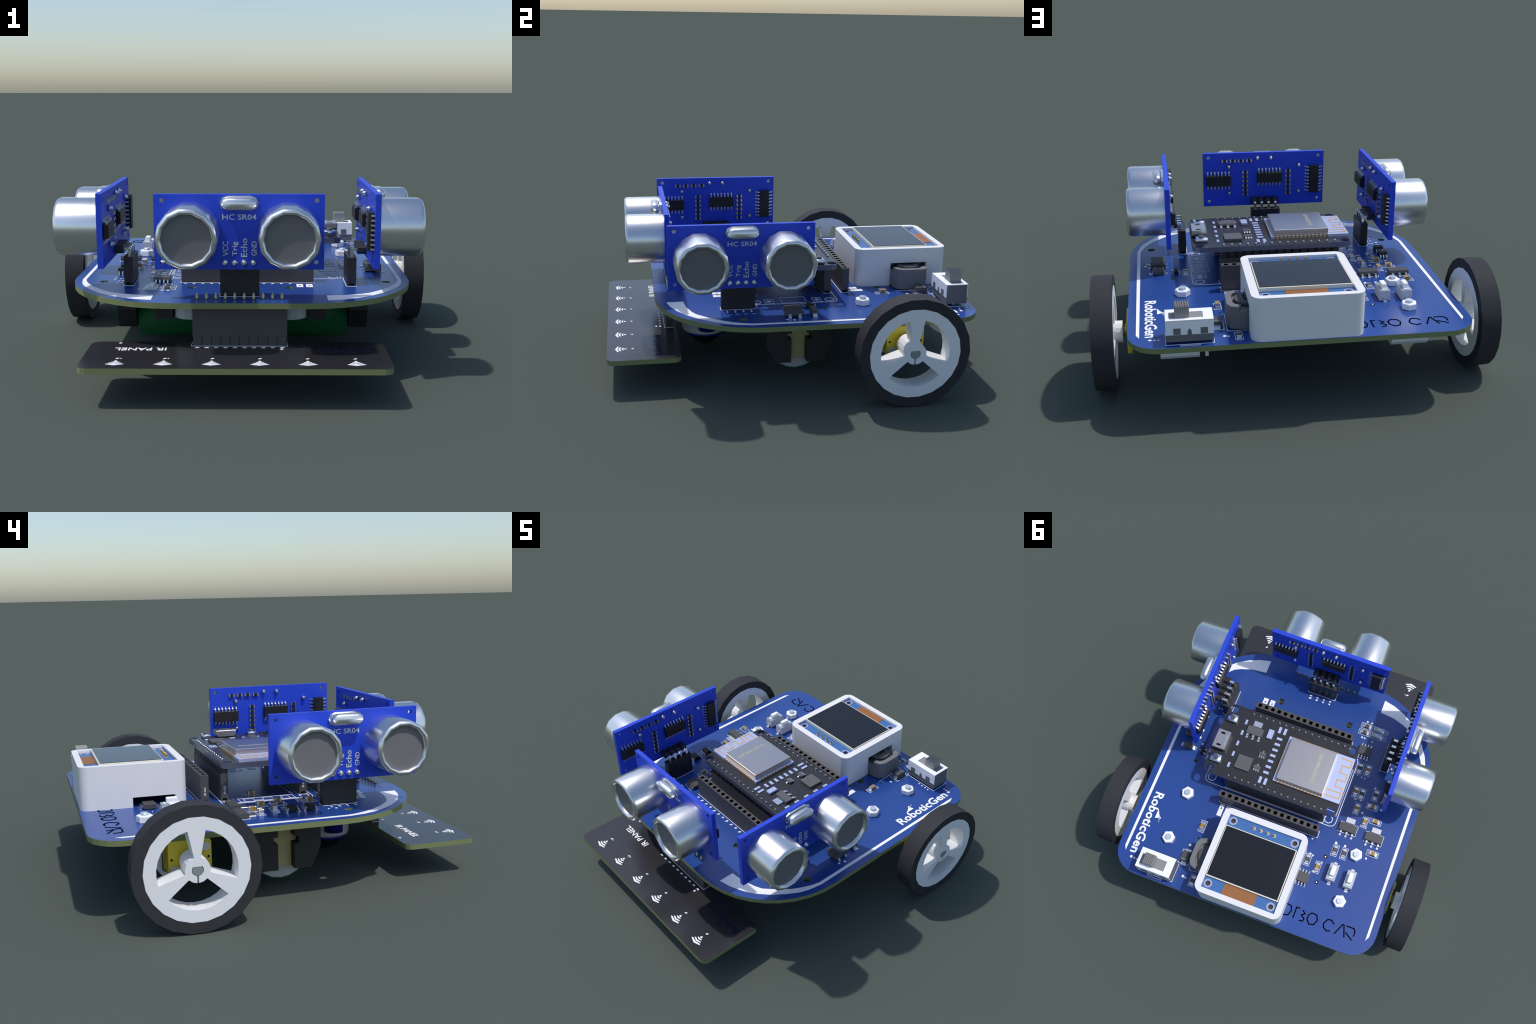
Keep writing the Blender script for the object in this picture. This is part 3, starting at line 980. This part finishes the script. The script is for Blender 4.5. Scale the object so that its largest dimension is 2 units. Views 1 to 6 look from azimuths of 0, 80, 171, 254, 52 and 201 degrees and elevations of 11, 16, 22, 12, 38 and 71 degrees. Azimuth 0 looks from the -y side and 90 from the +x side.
# sheet plane (x, y, z) -> wheel (y, z, x)
rim.transform(Matrix(((0, 0, 1, 0), (1, 0, 0, 0), (0, 1, 0, 0), (0, 0, 0, 1))))
b = Builder()
b.mesh(rim, "rim_white")
for i in range(16):
    a0, a1 = 2 * PI * i / 16, 2 * PI * (i + 1) / 16
    b.prism([(r * math.cos(a), r * math.sin(a)) for r, a in ((.025, a0), (RH, a0), (RH, a1), (.025, a1))], .862, .8985, "rim_white", 'x')
me_rim = b.done("rim")
b = Builder()
b.cyl((0, 0), .0235, .80, .9985, "shaft_steel", 'x', 14)
me_shaft = b.done("motor_shaft")
for s in (1, -1):
    rz = 0 if s > 0 else PI
    tyre = put("wheel_tyre", me_tyre, ROOT, (0, WY, WZ), (0, 0, rz))
    put("wheel_rim", me_rim, tyre)
    # geared motor hung under the board
    b = Builder()
    for x0, x1 in ((.818, .840), (.775, .785), (.700, .715)):
        b.prism(rounded(-.097, .097, -.0805, .0865, .012, 2), x0, x1, "gearbox_yellow", 'x')
    for y, z in ((-.075, -.045), (.072, .058), (.072, -.045), (-.075, .058)):
        b.cyl((y, z), .012, .70, .82, "brass", 'x', 8)
    b.cyl((0, .0), .060, .79, .815, "brass", 'x', 18)
    b.cyl((.03, .03), .045, .72, .77, "brass", 'x', 18)
    for y, z in ((-.070, -.043), (.072, .055)):
        b.cyl((y, z), .020, .840, .846, "battery_end", 'x', 8)
    for y, z in ((.083, .006), (-.083, .004)):
        b.cyl((y, z), .007, .840, .8408, "hole_black", 'x', 4)
    motor = put("gear_motor", b.done("gear_motor"), ROOT, (0, WY, WZ), (0 if s > 0 else 0, 0, rz))
    b = Builder()
    can = [(u, max(-.0805, min(.0805, v))) for u, v in [(.099 * math.cos(t), .099 * math.sin(t)) for t in [2 * PI * i / 28 for i in range(28)]]]
    b.prism(can, .440, .700, "motor_steel", 'x')
    b.cyl((0, 0), .035, .425, .440, "nylon_white", 'x', 12)
    for dy in (-.05, .05):
        b.box(.405, .440, dy - .008, dy + .008, -.002, .002, "brass")
    put("motor_can", b.done("motor_can"), motor)
    put("motor_shaft", me_shaft, motor)
    # white clamp bracket
    x0, x1 = .490, .683
    b = Builder()
    zt = BOT - WZ
    b.box(x0, x1, -.205, -.104, zt - .030, zt, "nylon_white", .003)
    b.box(x0, x1, .104, .205, zt - .030, zt, "nylon_white", .003)
    b.prism([(-.118, zt), (-.118, -.095), (-.100, -.116), (.100, -.116), (.118, -.095), (.118, zt), (.101, zt), (.101, -.090), (.085, -.1), (-.085, -.1), (-.101, -.090), (-.101, zt)], x0, x1, "nylon_white", 'x')
    if s > 0:
        b.box(.446, .462, -.112, .112, -.108, zt, "nylon_white")
    put("motor_bracket", b.done("motor_bracket"), motor)

# ------------------------------------------------------------------ battery
BY, BZ, BR = .031, .188, .149
b = Builder()
b.cyl((BY, BZ), BR, -.537, .537, "battery_green", 'x', 20)
for s in (-1, 1):
    b.cyl((BY, BZ), BR - .006, s * .537, s * .5385, "battery_end", 'x', 20)
    b.cyl((BY, BZ), .05, s * .5385, s * .543, "battery_end", 'x', 14)
bat = put("battery", b.done("battery"), ROOT)
for s in (-1, 1):
    b = Builder()
    for q in (-1, 1):
        pts = [(BY + q * .042, BOT), (BY + q * .175, BOT), (BY + q * .175, .220), (BY + q * .130, .117), (BY + q * .042, .117), (BY + q * .042, .246), (BY + q * .064, .246), (BY + q * .064, .281), (BY + q * .042, .281)]
        b.prism(pts, s * .545, s * .640, "holder_black", 'x')
    b.box(s * .545, s * .560, BY - .045, BY + .045, .25, BOT, "holder_black")
    put("battery_clip", b.done("battery_clip"), bat)
    b = Builder()
    b.box(s * .560, s * .588, BY - .0405, BY + .0405, .120, BOT, "contact_brass")
    b.box(s * .566, s * .589, BY - .0635, BY + .0635, .2465, .2805, "contact_brass")
    put("battery_contact", b.done("battery_contact"), bat)

# ------------------------------------------------------------------- caster
CY = -.406
b = Builder()
ear = [(.233 + .085 * math.cos(t), CY + .085 * math.sin(t)) for t in [-PI / 2 + PI * i / 8 for i in range(9)]]
ear += [(-u, 2 * CY - v) for u, v in ear]
b.mesh(sheet("ear", [ear, ngon(.233, CY, .024, 8), ngon(-.233, CY, .024, 8)], .262, BOT, "caster_grey", "caster_grey"), "caster_grey")
b.lathe([(.0, .262), (.137, .262), (.137, .105), (.132, .094), (.0, .094)], "caster_grey", 'z', 20, (0, CY))
cas = put("ball_caster", b.done("ball_caster"), ROOT)
b = Builder()
b.cyl((0, CY), .130, .080, .0945, "caster_blue", n=20)
for s in (-1, 1):
    b.cyl((s * .140, CY), .052, .132, .262, "caster_blue", n=14)
put("caster_retainer", b.done("caster_retainer"), cas)
b = Builder()
b.lathe([(.0, .0005)] + [(.105 * math.sin(t), .1055 - .105 * math.cos(t)) for t in [PI * i / 14 for i in range(1, 11)]], "caster_ball", 'z', 20, (0, CY))
put("caster_ball", b.done("caster_ball"), cas)
b = Builder()
for s in (-1, 1):
    b.box(s * .322, s * .404, -.450, -.370, .254, BOT, "holder_black")
put("under_connector", b.done("under_connector"), board)
